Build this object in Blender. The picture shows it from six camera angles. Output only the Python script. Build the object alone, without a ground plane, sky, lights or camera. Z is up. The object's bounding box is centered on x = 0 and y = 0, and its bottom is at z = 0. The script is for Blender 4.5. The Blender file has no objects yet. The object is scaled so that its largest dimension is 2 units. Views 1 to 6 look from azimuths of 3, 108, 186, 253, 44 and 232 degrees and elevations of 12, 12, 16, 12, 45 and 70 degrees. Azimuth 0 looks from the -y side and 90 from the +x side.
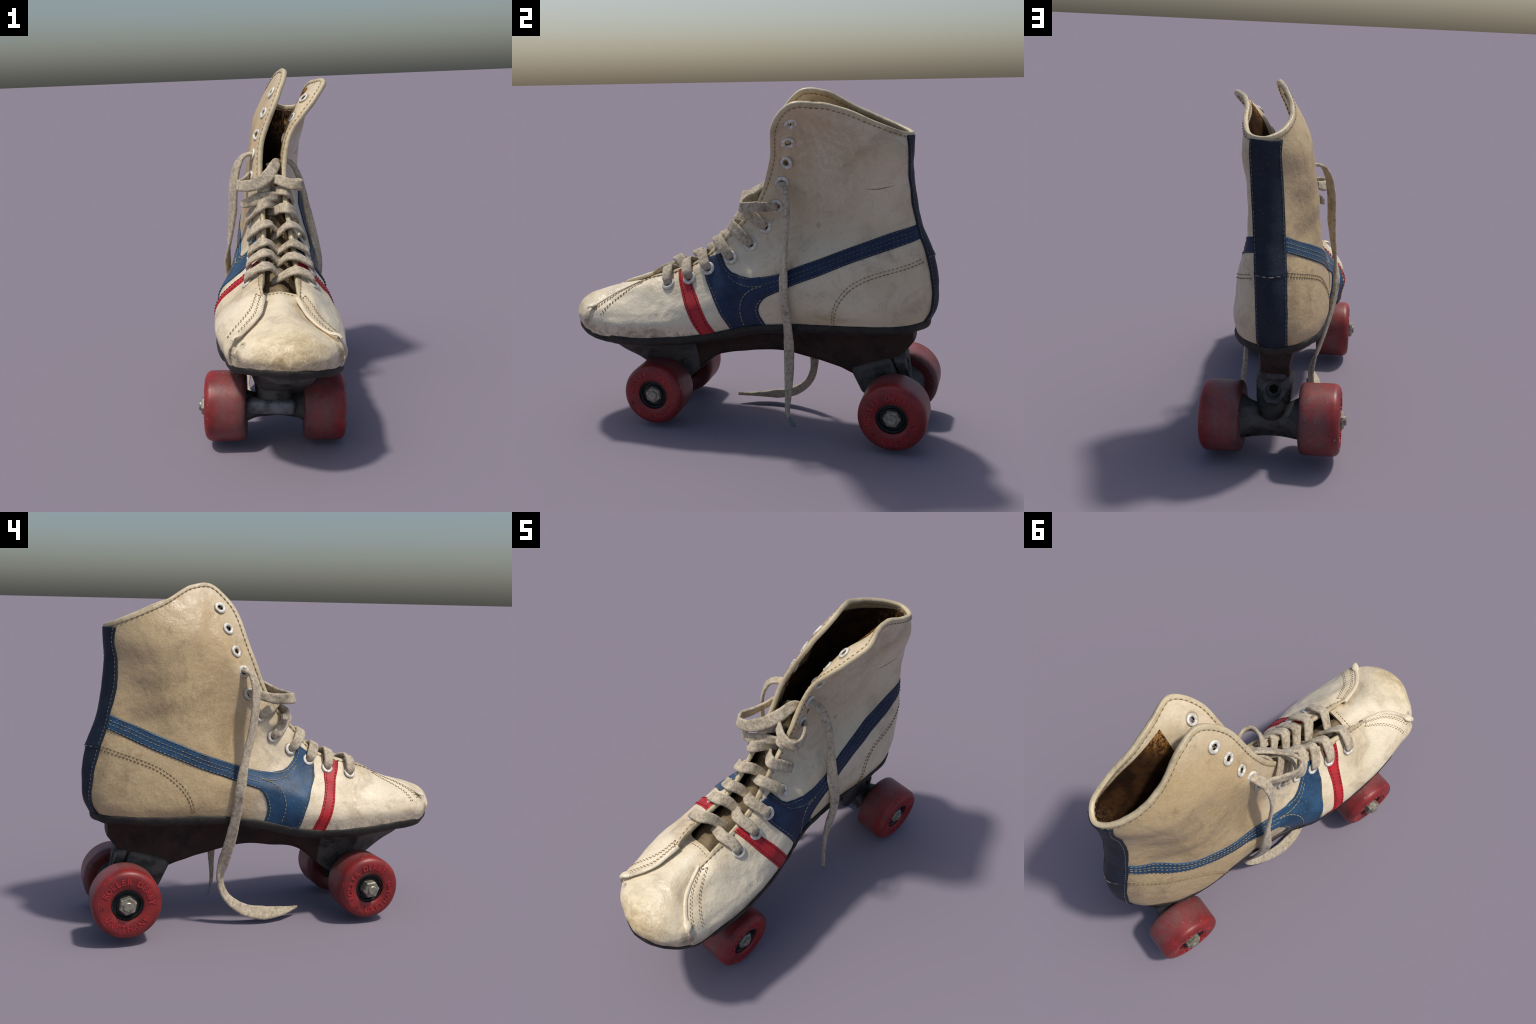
# A worn, high-topped leather roller skate: boot, laces, sole, trucks and four wheels.
import bpy, bmesh, math, random
import numpy as np
from mathutils import Vector, Matrix, noise
from mathutils.bvhtree import BVHTree

rng = random.Random(7)
V = np.array


# centres of the eleven lace holes on either side, top to bottom
EYE_L = [(.030, .282, 1.664), (-.025, .244, 1.564), (-.067, .208, 1.456), (-.093, .168, 1.352), (-.097, .150, 1.236), (-.100, .085, 1.120),
         (-.103, .015, 1.010), (-.104, -.085, .940), (-.104, -.192, .880), (-.107, -.301, .834), (-.109, -.427, .796)]
EYE_R = [(.202, .272, 1.634), (.140, .250, 1.530), (.108, .225, 1.420), (.091, .198, 1.313), (.076, .165, 1.194), (.098, .105, 1.085),
         (.116, .032, .992), (.154, -.066, .922), (.185, -.183, .865), (.198, -.289, .811), (.210, -.409, .776)]
EYES = EYE_L + EYE_R


# ------------------------------------------------------------------ materials
def tree_of(name, rough=0.6, spec=0.4, metallic=0.0):
    m = bpy.data.materials.new(name)
    m.use_nodes = True
    nt = m.node_tree
    b = nt.nodes["Principled BSDF"]
    b.inputs["Roughness"].default_value = rough
    b.inputs["Specular IOR Level"].default_value = spec
    b.inputs["Metallic"].default_value = metallic
    return m, nt, b


def lin(hexcol):
    c = [int(hexcol[i:i + 2], 16) / 255 for i in (0, 2, 4)]
    return tuple(x / 12.92 if x <= 0.04045 else ((x + 0.055) / 1.055) ** 2.4 for x in c) + (1.0,)


class Nodes:
    """short-hand for building node graphs"""

    def __init__(self, nt):
        self.nt = nt
        self.co = nt.nodes.new("ShaderNodeTexCoord").outputs["Object"]

    def noise(self, scale, detail=4.0, rough=0.55, dist=0.0, stretch=None, shift=(0, 0, 0)):
        mp = self.nt.nodes.new("ShaderNodeMapping")
        mp.inputs["Location"].default_value = shift
        if stretch:
            mp.inputs["Scale"].default_value = stretch
        self.nt.links.new(self.co, mp.inputs[0])
        n = self.nt.nodes.new("ShaderNodeTexNoise")
        n.inputs["Scale"].default_value = scale
        n.inputs["Detail"].default_value = detail
        n.inputs["Roughness"].default_value = rough
        n.inputs["Distortion"].default_value = dist
        self.nt.links.new(mp.outputs[0], n.inputs["Vector"])
        return n.outputs["Fac"]

    def voronoi(self, scale):
        n = self.nt.nodes.new("ShaderNodeTexVoronoi")
        n.inputs["Scale"].default_value = scale
        self.nt.links.new(self.co, n.inputs["Vector"])
        return n.outputs["Distance"]

    def wave(self, scale, stretch, dist=1.0):
        mp = self.nt.nodes.new("ShaderNodeMapping")
        mp.inputs["Scale"].default_value = stretch
        self.nt.links.new(self.co, mp.inputs[0])
        n = self.nt.nodes.new("ShaderNodeTexWave")
        n.inputs["Scale"].default_value = scale
        n.inputs["Distortion"].default_value = dist
        self.nt.links.new(mp.outputs[0], n.inputs["Vector"])
        return n.outputs["Fac"]

    def ramp(self, fac, lo, hi, a=0.0, b=1.0):
        r = self.nt.nodes.new("ShaderNodeMapRange")
        r.interpolation_type = "SMOOTHSTEP"
        for k, v in zip(("From Min", "From Max", "To Min", "To Max"), (lo, hi, a, b)):
            r.inputs[k].default_value = v
        self.nt.links.new(fac, r.inputs["Value"])
        return r.outputs["Result"]

    def math(self, op, a, b=None):
        n = self.nt.nodes.new("ShaderNodeMath")
        n.operation = op
        for i, x in enumerate((a, b)):
            if x is None:
                continue
            if isinstance(x, (int, float)):
                n.inputs[i].default_value = x
            else:
                self.nt.links.new(x, n.inputs[i])
        return n.outputs[0]

    def mix(self, fac, a, b):
        n = self.nt.nodes.new("ShaderNodeMix")
        n.data_type = "RGBA"
        for k, x in ((0, fac), (6, a), (7, b)):
            if isinstance(x, (int, float, tuple)):
                n.inputs[k].default_value = x
            else:
                self.nt.links.new(x, n.inputs[k])
        return n.outputs[2]

    def axis(self, which):
        s = self.nt.nodes.new("ShaderNodeSeparateXYZ")
        self.nt.links.new(self.co, s.inputs[0])
        return s.outputs[which]

    def near(self, p, r0, r1):
        """1 inside r0 of point p, 0 outside r1"""
        d = self.nt.nodes.new("ShaderNodeVectorMath")
        d.operation = "DISTANCE"
        self.nt.links.new(self.co, d.inputs[0])
        d.inputs[1].default_value = p
        return self.ramp(d.outputs["Value"], r0, r1, 1.0, 0.0)

    def bump(self, height, bsdf, strength=0.2, distance=0.004):
        n = self.nt.nodes.new("ShaderNodeBump")
        n.inputs["Strength"].default_value = strength
        n.inputs["Distance"].default_value = distance
        self.nt.links.new(height, n.inputs["Height"])
        self.nt.links.new(n.outputs[0], bsdf.inputs["Normal"])


def leather(name, base, tan, dirt, tan_amount=1.0, grime=1.0):
    m, nt, b = tree_of(name, 0.45, 0.5)
    N = Nodes(nt)
    col = N.mix(N.ramp(N.noise(2.6, 4, 0.6, 0.5), 0.42, 0.74, 0.0, 0.55), lin(base), lin(tan))
    # tan tint on the shaft, darkened for baked occlusion; paler towards the right side
    aged = N.ramp(N.math("ADD", N.axis(1), N.math("MULTIPLY", N.noise(4, 5, 0.65), 0.5)), 0.05, 0.62)
    inner = N.ramp(N.math("ADD", N.axis(0), N.math("MULTIPLY", N.noise(5, 4), 0.1)), 0.02, 0.2, 1.0, 0.25)
    col = N.mix(N.math("MULTIPLY", N.math("MULTIPLY", aged, inner), 0.92 * tan_amount), col, lin(tan))
    # cloudy handling marks, scuffs, fine specks and hairline creases
    col = N.mix(N.math("MULTIPLY", N.ramp(N.noise(5, 7, 0.7, 0.6), 0.48, 0.78), 0.58 * grime), col, lin(dirt))
    col = N.mix(N.math("MULTIPLY", N.ramp(N.noise(22, 6, 0.75, 0.8), 0.54, 0.78), 0.36 * grime), col, lin(dirt))
    col = N.mix(N.math("MULTIPLY", N.ramp(N.noise(9, 6, 0.8, 1.6, (1, 1, 3.5), (4, 2, 0)), 0.60, 0.70), 0.35 * grime), col, lin("6b5336"))
    col = N.mix(N.math("MULTIPLY", N.ramp(N.noise(150, 2, 0.5), 0.69, 0.75), 0.6 * grime), col, lin("4a3c2a"))
    col = N.mix(N.ramp(N.noise(80, 4, 0.7), 0.35, 0.75, 0.0, 0.12 * grime), col, lin("f2ead8"))
    nt.links.new(col, b.inputs["Base Color"])
    nt.links.new(N.ramp(N.noise(20, 4), 0.3, 0.7, 0.30, 0.50), b.inputs["Roughness"])
    N.bump(N.math("ADD", N.math("MULTIPLY", N.noise(110, 4, 0.6), 0.45), N.math("MULTIPLY", N.noise(16, 5, 0.62), 2.6)), b, 0.4, 0.006)
    return m, nt, b, N, col


def leather_main():
    m, nt, b, N, col = leather("cream_leather", "e6d8bb", "b89d70", "785f3e")
    # grime ground into the toe and along the feather line, where the foot scrapes
    toe = N.math("MULTIPLY", N.near((0.1, -1.02, 0.54), 0.06, 0.30), N.ramp(N.noise(19, 7, 0.78, 0.8), 0.40, 0.60))
    col = N.mix(N.math("MULTIPLY", toe, 0.75), col, lin("7d6238"))
    yel = N.near((0.08, -0.98, 0.60), 0.03, 0.30)
    col = N.mix(N.math("MULTIPLY", yel, 0.35), col, lin("dcc48e"))
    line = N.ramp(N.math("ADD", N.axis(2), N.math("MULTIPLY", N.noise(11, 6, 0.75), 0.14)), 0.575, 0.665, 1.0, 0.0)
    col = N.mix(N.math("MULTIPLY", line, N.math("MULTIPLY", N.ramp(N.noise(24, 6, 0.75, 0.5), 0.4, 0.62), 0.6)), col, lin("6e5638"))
    for e in EYES:  # dark halo tinted into the leather: the shadow round each eyelet ring
        col = N.mix(N.math("MULTIPLY", N.near(e, 0.027, 0.042), 0.55), col, lin("6f5c40"))
    # single scuffs: a brown rub on the inner ankle, grey knocks on the toe, soiled patches by the eyelets
    for p, r0, r1, c, k in (((-0.068, 0.56, 1.555), 0.004, 0.035, "8a6840", 0.6), ((-0.105, -0.885, 0.63), 0.008, 0.024, "4a4640", 0.9),
                            ((0.06, -0.985, 0.60), 0.004, 0.02, "8a6f48", 0.8), ((0.17, -0.955, 0.61), 0.004, 0.022, "7a6444", 0.8),
                            ((-0.145, -0.875, 0.58), 0.01, 0.08, "5f4a30", 0.85), ((0.325, -0.845, 0.57), 0.01, 0.07, "5f4a30", 0.75), ((0.104, 0.396, 1.106), 0.004, 0.022, "6a5a48", 0.7), ((-0.11, 0.46, 1.24), 0.06, 0.30, "94805b", 0.55), ((-0.17, 0.55, 0.72), 0.05, 0.25, "94805b", 0.4), ((0.16, 0.5, 1.5), 0.05, 0.3, "a08d6c", 0.4), ((0.36, -0.45, 0.52), 0.01, 0.10, "54452f", 0.55),
                            ((-0.09, 0.30, 1.40), 0.05, 0.24, "b79a6d", 0.5), ((0.12, 0.22, 1.45), 0.05, 0.22, "b79a6d", 0.45)):
        f = N.math("MULTIPLY", N.near(p, r0, r1), N.ramp(N.noise(30, 6, 0.75, 0.6), 0.36, 0.6))
        col = N.mix(N.math("MULTIPLY", f, k), col, lin(c))
    nt.links.new(col, b.inputs["Base Color"])
    return m


def simple(name, base, alt, rough=0.6, spec=0.3, metallic=0.0, scale=18, fine=None, bump=0.15, bscale=80, lo=0.4, hi=0.68):
    m, nt, b = tree_of(name, rough, spec, metallic)
    N = Nodes(nt)
    col = N.mix(N.ramp(N.noise(scale, 6, 0.65, 0.3), lo, hi), lin(base), lin(alt))
    if fine:
        col = N.mix(N.ramp(N.noise(110, 3, 0.6), 0.62, 0.72, 0.0, 0.7), col, lin(fine))
    nt.links.new(col, b.inputs["Base Color"])
    if bump:
        N.bump(N.noise(bscale, 5, 0.65), b, bump, 0.004)
    return m


def woven(name, base, dark, soil):
    m, nt, b = tree_of(name, 0.95, 0.1)
    b.inputs["Sheen Weight"].default_value = 0.15
    N = Nodes(nt)
    col = N.mix(N.ramp(N.noise(55, 6, 0.75), 0.40, 0.66), lin(base), lin(dark))
    col = N.mix(N.ramp(N.noise(12, 5, 0.65), 0.48, 0.75, 0.0, 0.6), col, lin(soil))
    col = N.mix(N.ramp(N.noise(230, 3, 0.7), 0.55, 0.78, 0.0, 0.42), col, lin(soil))
    nt.links.new(col, b.inputs["Base Color"])
    N.bump(N.math("ADD", N.noise(260, 3, 0.7), N.noise(120, 2)), b, 0.5, 0.004)
    return m


def lining_fabric():
    m, nt, b = tree_of("brown_lining_fabric", 0.95, 0.1)
    N = Nodes(nt)
    col = N.mix(N.ramp(N.noise(14, 6, 0.7), 0.4, 0.65), lin("2a1b10"), lin("442c18"))
    worn = N.math("MULTIPLY", N.near((0.27, 0.42, 1.64), 0.02, 0.16), N.ramp(N.noise(60, 5, 0.75), 0.42, 0.58))
    col = N.mix(worn, col, lin("c08a4a"))
    col = N.mix(N.math("MULTIPLY", N.near((0.06, 0.86, 1.45), 0.02, 0.16), N.ramp(N.noise(30, 5, 0.7, stretch=(3, 3, 1)), 0.45, 0.62)), col, lin("9a7a55"))
    nt.links.new(col, b.inputs["Base Color"])
    N.bump(N.wave(90, (0, 1, 1), 2.0), b, 0.3, 0.003)
    return m


def tyre_rubber():
    m, nt, b = tree_of("red_urethane", 0.42, 0.45)
    N = Nodes(nt)
    col = N.mix(N.ramp(N.noise(12, 5, 0.6), 0.35, 0.7), lin("8f2827"), lin("702221"))
    # the rolling surface is greyed by dust, the side faces stay red
    x, y = N.axis(0), N.axis(1)
    r = N.math("SQRT", N.math("ADD", N.math("MULTIPLY", x, x), N.math("MULTIPLY", y, y)))
    inward = N.ramp(N.axis(2), 0.078, 0.0)
    tread = N.math("MULTIPLY", N.ramp(N.math("ADD", r, N.math("MULTIPLY", N.noise(18, 5), 0.01)), 0.148, 0.166), inward)
    tread = N.math("MULTIPLY", tread, N.ramp(N.noise(13, 7, 0.75, 0.8), 0.3, 0.62, 0.25, 1.0))
    col = N.mix(N.math("MULTIPLY", tread, 0.72), col, lin("735350"))
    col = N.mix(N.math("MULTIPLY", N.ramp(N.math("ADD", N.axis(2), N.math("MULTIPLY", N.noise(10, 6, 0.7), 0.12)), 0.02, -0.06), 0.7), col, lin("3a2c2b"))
    col = N.mix(N.math("MULTIPLY", N.ramp(N.noise(45, 3, 0.6, shift=(2, 7, 1)), 0.68, 0.72), 0.6), col, lin("a58d86"))
    col = N.mix(N.ramp(N.noise(70, 5, 0.75), 0.5, 0.72, 0.0, 0.55), col, lin("5a2a2a"))
    nt.links.new(col, b.inputs["Base Color"])
    N.bump(N.noise(60, 5, 0.65), b, 0.15, 0.004)
    return m


def lettering_rubber():
    return simple("raised_red_urethane", "b23236", "84282b", 0.5, 0.4, scale=40, bump=0.1)


CREAM = leather_main()
TRIM = leather("edge_binding_leather", "cfbf9c", "aa946c", "6f5837", 0.4, 1.4)[0]
LINING = lining_fabric()
BLUE_L = simple("worn_blue_leather", "2a4e6d", "1d3852", 0.5, 0.35, scale=9, fine="6f8299", bump=0.2)
BLUE_R = simple("shade_darkened_blue_leather", "182c4b", "11213b", 0.5, 0.35, scale=9, fine="4d5f7c", bump=0.2)  # same blue as the left, darkened because this side gets no sun
NAVY = simple("navy_leather", "182231", "121a27", 0.55, 0.3, scale=9, fine="465466", bump=0.2)  # heel strip colour lowered to its look in shadow, facing away from the sun
RED = simple("worn_red_leather", "b8282f", "981f27", 0.5, 0.35, scale=14, fine="8a2226", bump=0.2)
THREAD = simple("cream_thread", "a59a7e", "80735a", 0.9, 0.1, scale=60, bump=0)
BROWN_THREAD = simple("brown_thread", "977f5a", "75603f", 0.9, 0.1, scale=60, bump=0)
DARK_THREAD = simple("dark_thread", "77766c", "55544e", 0.9, 0.1, scale=60, bump=0)
RED_THREAD = simple("red_thread", "7c1c20", "5a1518", 0.9, 0.1, scale=60, bump=0)
LACE = woven("cotton_lace", "c8bba4", "9f9079", "5f513c")
AGLET = simple("clear_grey_aglet", "8c918f", "70756f", 0.3, 0.5, scale=30)
METAL = simple("eyelet_metal", "eae6da", "b3ae9f", 0.45, 0.4, 0.1, scale=50, bump=0.1)
DARK = simple("dark_hole", "120e0a", "080605", 0.9, 0.1, scale=20, bump=0)
RAND = simple("black_rubber_welt", "2d2924", "1d1b19", 0.6, 0.35, scale=15, fine="5e564a", bump=0.4, bscale=50)
WEDGE = simple("dark_brown_sole", "36251c", "1f1613", 0.65, 0.3, scale=9, fine="54463a", bump=0.35, bscale=40)
CAST = simple("dirty_cast_metal", "55534f", "2b2a29", 0.6, 0.4, 0.3, scale=12, fine="6a6760", bump=0.3, bscale=45)
CASTLIGHT = simple("bare_cast_metal", "7d7f83", "4c4c4a", 0.5, 0.4, 0.35, scale=14, fine="8d8a80", bump=0.3, bscale=45)
STEEL = simple("weathered_steel", "a39f90", "6f6a5a", 0.4, 0.5, 0.45, scale=40, fine="4c473a", bump=0.25)
HUB = simple("black_bearing_cup", "16191a", "23292a", 0.4, 0.4, 0.1, scale=25, fine="46504d", bump=0.2)
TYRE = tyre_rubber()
LETTER = lettering_rubber()
TONGUE = simple("suede_tongue", "84745a", "5e503c", 0.95, 0.1, scale=12, fine="5a4c38", bump=0.3)  # base darkened to carry the gloom inside the throat


# ------------------------------------------------------------------ object helpers
def link(ob, parent=None):
    bpy.context.scene.collection.objects.link(ob)
    if parent is not None:
        ob.parent = parent
    return ob


def mesh_object(name, verts, faces, mats, parent=None, smooth=True, face_mats=None):
    me = bpy.data.meshes.new(name)
    me.from_pydata([tuple(map(float, v)) for v in verts], [], [tuple(map(int, f)) for f in faces])
    for mt in (mats if isinstance(mats, (list, tuple)) else [mats]):
        me.materials.append(mt)
    if face_mats is not None:
        me.polygons.foreach_set("material_index", face_mats)
    me.polygons.foreach_set("use_smooth", [smooth] * len(me.polygons))
    me.update()
    return link(bpy.data.objects.new(name, me), parent)


def recalc(ob):
    bm = bmesh.new()
    bm.from_mesh(ob.data)
    bmesh.ops.remove_doubles(bm, verts=bm.verts, dist=1e-5)
    bmesh.ops.recalc_face_normals(bm, faces=bm.faces)
    bm.to_mesh(ob.data)
    bm.free()


def sharpen(ob, angle=40):
    ob.data.set_sharp_from_angle(angle=math.radians(angle))


def grid_faces(nu, nv, closed_u=False, closed_v=False, base=0):
    f = []
    for i in range(nu if closed_u else nu - 1):
        for j in range(nv if closed_v else nv - 1):
            i2, j2 = (i + 1) % nu, (j + 1) % nv
            f.append((base + i * nv + j, base + i2 * nv + j, base + i2 * nv + j2, base + i * nv + j2))
    return f


def unit(a):
    return a / np.maximum(np.linalg.norm(a, axis=-1, keepdims=True), 1e-9)


def hermite_matrix(knots, t, closed=None):
    """weights of a cubic interpolating spline with three-point tangents; closed = period"""
    k = np.asarray(knots, float)
    n = len(k)
    W = np.zeros((len(t), n))
    if closed:
        ke = np.r_[k[-1] - closed, k, k[0] + closed, k[1] + closed]
        idx = np.r_[n - 1, np.arange(n), 0, 1]
        t = k[0] + np.mod(np.asarray(t) - k[0], closed)
        off = 1
    else:
        ke, idx, off = k, np.arange(n), 0
    m = len(ke)
    T = np.zeros((m, m))
    for i in range(m):
        if 0 < i < m - 1:
            h0, h1 = ke[i] - ke[i - 1], ke[i + 1] - ke[i]
            T[i, i - 1] = -h1 / (h0 * (h0 + h1))
            T[i, i] = (h1 - h0) / (h0 * h1)
            T[i, i + 1] = h0 / (h1 * (h0 + h1))
        elif i == 0:
            T[0, 0], T[0, 1] = -1 / (ke[1] - ke[0]), 1 / (ke[1] - ke[0])
        else:
            T[i, i - 1], T[i, i] = -1 / (ke[i] - ke[i - 1]), 1 / (ke[i] - ke[i - 1])
    for a, x in enumerate(np.asarray(t, float)):
        lo = off
        hi = off + (n if closed else n - 1) - 1
        i = int(np.clip(np.searchsorted(ke, x, side="right") - 1, lo, hi))
        h = ke[i + 1] - ke[i]
        s = (x - ke[i]) / h
        row = (s * s * s - 2 * s * s + s) * h * T[i] + (s * s * s - s * s) * h * T[i + 1]
        row[i] += 2 * s ** 3 - 3 * s * s + 1
        row[i + 1] += -2 * s ** 3 + 3 * s * s
        for c in range(m):
            if row[c]:
                W[a, idx[c]] += row[c]
    return W


def spline(points, n, closed=False):
    p = V(points, float)
    d = np.linalg.norm(np.diff(p, axis=0), axis=1)
    k = np.r_[0, np.cumsum(np.maximum(d, 1e-6) ** 0.7)]
    return hermite_matrix(k, np.linspace(0, k[-1], n)) @ p


def polyline(points, n):
    p = V(points, float)
    d = np.r_[0, np.cumsum(np.linalg.norm(np.diff(p, axis=0), axis=1))]
    t = np.linspace(0, d[-1], n)
    return np.stack([np.interp(t, d, p[:, c]) for c in range(p.shape[1])], -1)


def smooth_noise(p, scale, seed=0.0):
    return noise.noise(Vector((p[0] * scale + seed, p[1] * scale - seed, p[2] * scale + 2 * seed)))


# ------------------------------------------------------------------ the thing
skate = link(bpy.data.objects.new("roller_skate", None))
skate["label"] = "worn cream leather high-top roller skate with red wheels and blue stripes"
skate["category"] = "roller skate"

# ------------------------------------------------------------------ boot surface
# Ribs of the last run from the feather line (at the sole) up to the top edge, from the sole up.
RIBS = {}


def rib(name, *pts):
    RIBS[name] = pts


rib("back", (.006, .958, .622), (.008, .990, .690), (.013, .996, .790), (.030, .970, .970), (.048, .911, 1.120), (.077, .866, 1.380), (.087, .867, 1.500), (.088, .868, 1.580))
rib("L1", (-.084, .910, .620), (-.090, .934, .690), (-.083, .928, .790), (-.049, .898, .965), (-.018, .860, 1.120), (.024, .828, 1.370), (.020, .828, 1.500), (.030, .820, 1.600))
rib("L2", (-.163, .802, .624), (-.167, .805, .690), (-.154, .800, .790), (-.126, .775, .940), (-.072, .745, 1.090), (-.044, .720, 1.370), (-.052, .715, 1.510), (-.008, .715, 1.642))
rib("L3", (-.208, .620, .622), (-.224, .610, .690), (-.212, .590, .780), (-.181, .580, .915), (-.160, .568, 1.075), (-.117, .550, 1.370), (-.074, .550, 1.560), (.002, .561, 1.710))
rib("L4", (-.206, .430, .618), (-.224, .425, .680), (-.217, .410, .770), (-.190, .410, .900), (-.160, .405, 1.070), (-.110, .400, 1.390), (-.052, .405, 1.600), (.063, .416, 1.785))
rib("L5", (-.200, .260, .603), (-.214, .255, .670), (-.213, .250, .765), (-.172, .265, .880), (-.130, .285, 1.060), (-.092, .305, 1.450), (.018, .320, 1.670), (.097, .290, 1.780))
rib("L6", (-.204, .130, .582), (-.216, .135, .660), (-.215, .140, .755), (-.166, .155, .850), (-.110, .190, 1.030), (-.093, .225, 1.390), (.010, .250, 1.620), (.062, .187, 1.668))
rib("L7", (-.218, .025, .560), (-.230, .030, .645), (-.222, .040, .730), (-.169, .060, .825), (-.112, .090, .980), (-.096, .150, 1.240), (-.062, .165, 1.410), (-.031, .110, 1.430))
rib("L8", (-.246, -.060, .542), (-.258, -.050, .635), (-.239, -.040, .710), (-.174, -.020, .800), (-.116, .005, .920), (-.096, .055, 1.080), (-.048, .012, 1.200))
rib("L9", (-.260, -.130, .530), (-.277, -.120, .620), (-.254, -.120, .697), (-.189, -.120, .768), (-.130, -.115, .842), (-.086, -.115, .938), (-.031, -.120, 1.050))
rib("L10", (-.264, -.240, .521), (-.280, -.240, .610), (-.248, -.240, .678), (-.190, -.240, .745), (-.138, -.240, .794), (-.092, -.235, .858), (-.028, -.230, .928))
rib("L11", (-.260, -.400, .518), (-.272, -.400, .600), (-.240, -.400, .660), (-.188, -.400, .710), (-.143, -.400, .756), (-.098, -.400, .810), (-.028, -.400, .862))
rib("L12", (-.240, -.570, .523), (-.254, -.570, .600), (-.230, -.560, .650), (-.187, -.550, .696), (-.140, -.545, .740), (-.090, -.530, .786), (-.026, -.510, .832))
rib("L12b", (-.202, -.730, .527), (-.216, -.730, .592), (-.197, -.725, .636), (-.161, -.705, .680), (-.120, -.675, .715), (-.075, -.625, .754), (-.026, -.560, .805))
rib("L13", (-.160, -.852, .530), (-.163, -.860, .585), (-.146, -.857, .622), (-.116, -.842, .653), (-.076, -.803, .685), (-.036, -.730, .722), (-.026, -.600, .765))
rib("L14", (-.058, -.936, .538), (-.064, -.948, .590), (-.057, -.926, .637), (-.037, -.868, .677), (-.010, -.790, .709), (.006, -.700, .733), (.015, -.545, .772))
rib("toe", (.090, -.994, .546), (.086, -1.001, .600), (.081, -.970, .650), (.075, -.892, .687), (.068, -.790, .719), (.060, -.680, .747), (.055, -.530, .778))
rib("R14", (.235, -.940, .528), (.242, -.953, .582), (.226, -.936, .632), (.196, -.885, .672), (.160, -.800, .704), (.125, -.700, .728), (.098, -.545, .769))
rib("R13", (.316, -.830, .505), (.330, -.834, .565), (.314, -.834, .608), (.280, -.818, .638), (.233, -.783, .665), (.180, -.720, .700), (.135, -.600, .754))
rib("R12b", (.332, -.700, .494), (.348, -.700, .562), (.322, -.695, .610), (.284, -.675, .658), (.242, -.645, .699), (.201, -.600, .748), (.132, -.545, .785))
rib("R12", (.336, -.570, .493), (.352, -.570, .566), (.326, -.565, .620), (.284, -.555, .674), (.245, -.545, .723), (.199, -.525, .771), (.131, -.500, .806))
rib("R11", (.330, -.400, .505), (.347, -.400, .583), (.318, -.400, .640), (.274, -.400, .695), (.236, -.400, .745), (.190, -.400, .794), (.130, -.400, .836))
rib("R10", (.302, -.235, .522), (.316, -.235, .600), (.295, -.235, .668), (.252, -.235, .740), (.212, -.230, .803), (.174, -.230, .868), (.120, -.235, .912))
rib("R9", (.274, -.120, .542), (.292, -.115, .620), (.277, -.110, .692), (.240, -.105, .770), (.197, -.100, .854), (.145, -.105, .945), (.105, -.120, 1.018))
rib("R8", (.248, -.045, .556), (.264, -.040, .635), (.254, -.030, .712), (.218, -.010, .805), (.152, .020, .912), (.100, .065, 1.070), (.091, .055, 1.200))
rib("R7", (.222, .035, .570), (.238, .040, .650), (.241, .050, .725), (.214, .065, .822), (.110, .105, .980), (.075, .165, 1.230), (.096, .198, 1.400), (.125, .147, 1.430))
rib("R6", (.208, .130, .581), (.228, .140, .662), (.240, .150, .752), (.207, .165, .855), (.104, .200, 1.030), (.086, .240, 1.380), (.185, .266, 1.590), (.260, .206, 1.615))
rib("R5", (.202, .260, .592), (.229, .260, .672), (.236, .260, .762), (.203, .280, .876), (.100, .300, 1.060), (.104, .315, 1.430), (.204, .330, 1.640), (.322, .302, 1.708))
rib("R4", (.207, .430, .602), (.236, .430, .682), (.228, .420, .772), (.194, .410, .898), (.106, .410, 1.080), (.116, .405, 1.390), (.184, .415, 1.600), (.273, .430, 1.719))
rib("R3", (.216, .630, .610), (.240, .620, .690), (.226, .600, .782), (.206, .580, .915), (.116, .565, 1.085), (.130, .550, 1.350), (.186, .555, 1.570), (.228, .560, 1.692))
rib("R2", (.188, .804, .613), (.206, .802, .692), (.204, .792, .790), (.199, .777, .940), (.152, .750, 1.100), (.152, .715, 1.350), (.206, .712, 1.500), (.208, .710, 1.632))
rib("R1", (.106, .910, .618), (.120, .935, .690), (.128, .932, .790), (.137, .910, .965), (.142, .876, 1.120), (.162, .840, 1.360), (.182, .834, 1.490), (.166, .831, 1.586))



def eight(pts):
    """short ribs of the forefoot get their eighth point by interpolation near the top"""
    p = V(pts, float)
    if len(p) == 8:
        return p
    k = np.r_[0, np.cumsum(np.linalg.norm(np.diff(p, axis=0), axis=1))]
    return np.vstack([p[:6], hermite_matrix(k, [k[5] + 0.62 * (k[6] - k[5])]) @ p, p[6:]])


ORDER = list(RIBS)
G = V([eight(RIBS[k]) for k in ORDER])                      # stations x 8 x 3
dv = np.linalg.norm(np.diff(G, axis=1), axis=2)
VK = np.r_[0, np.cumsum((dv / dv.sum(1, keepdims=True)).mean(0))]
du = np.linalg.norm(np.roll(G, -1, axis=0) - G, axis=2).mean(1)
PERIOD = float(du.sum())
UK = np.r_[0, np.cumsum(du)[:-1]]
UAT = {k: float(UK[i]) for i, k in enumerate(ORDER)}
UL, UR, UTOE = UAT["L13"], UAT["R13"], UAT["toe"]


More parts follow.
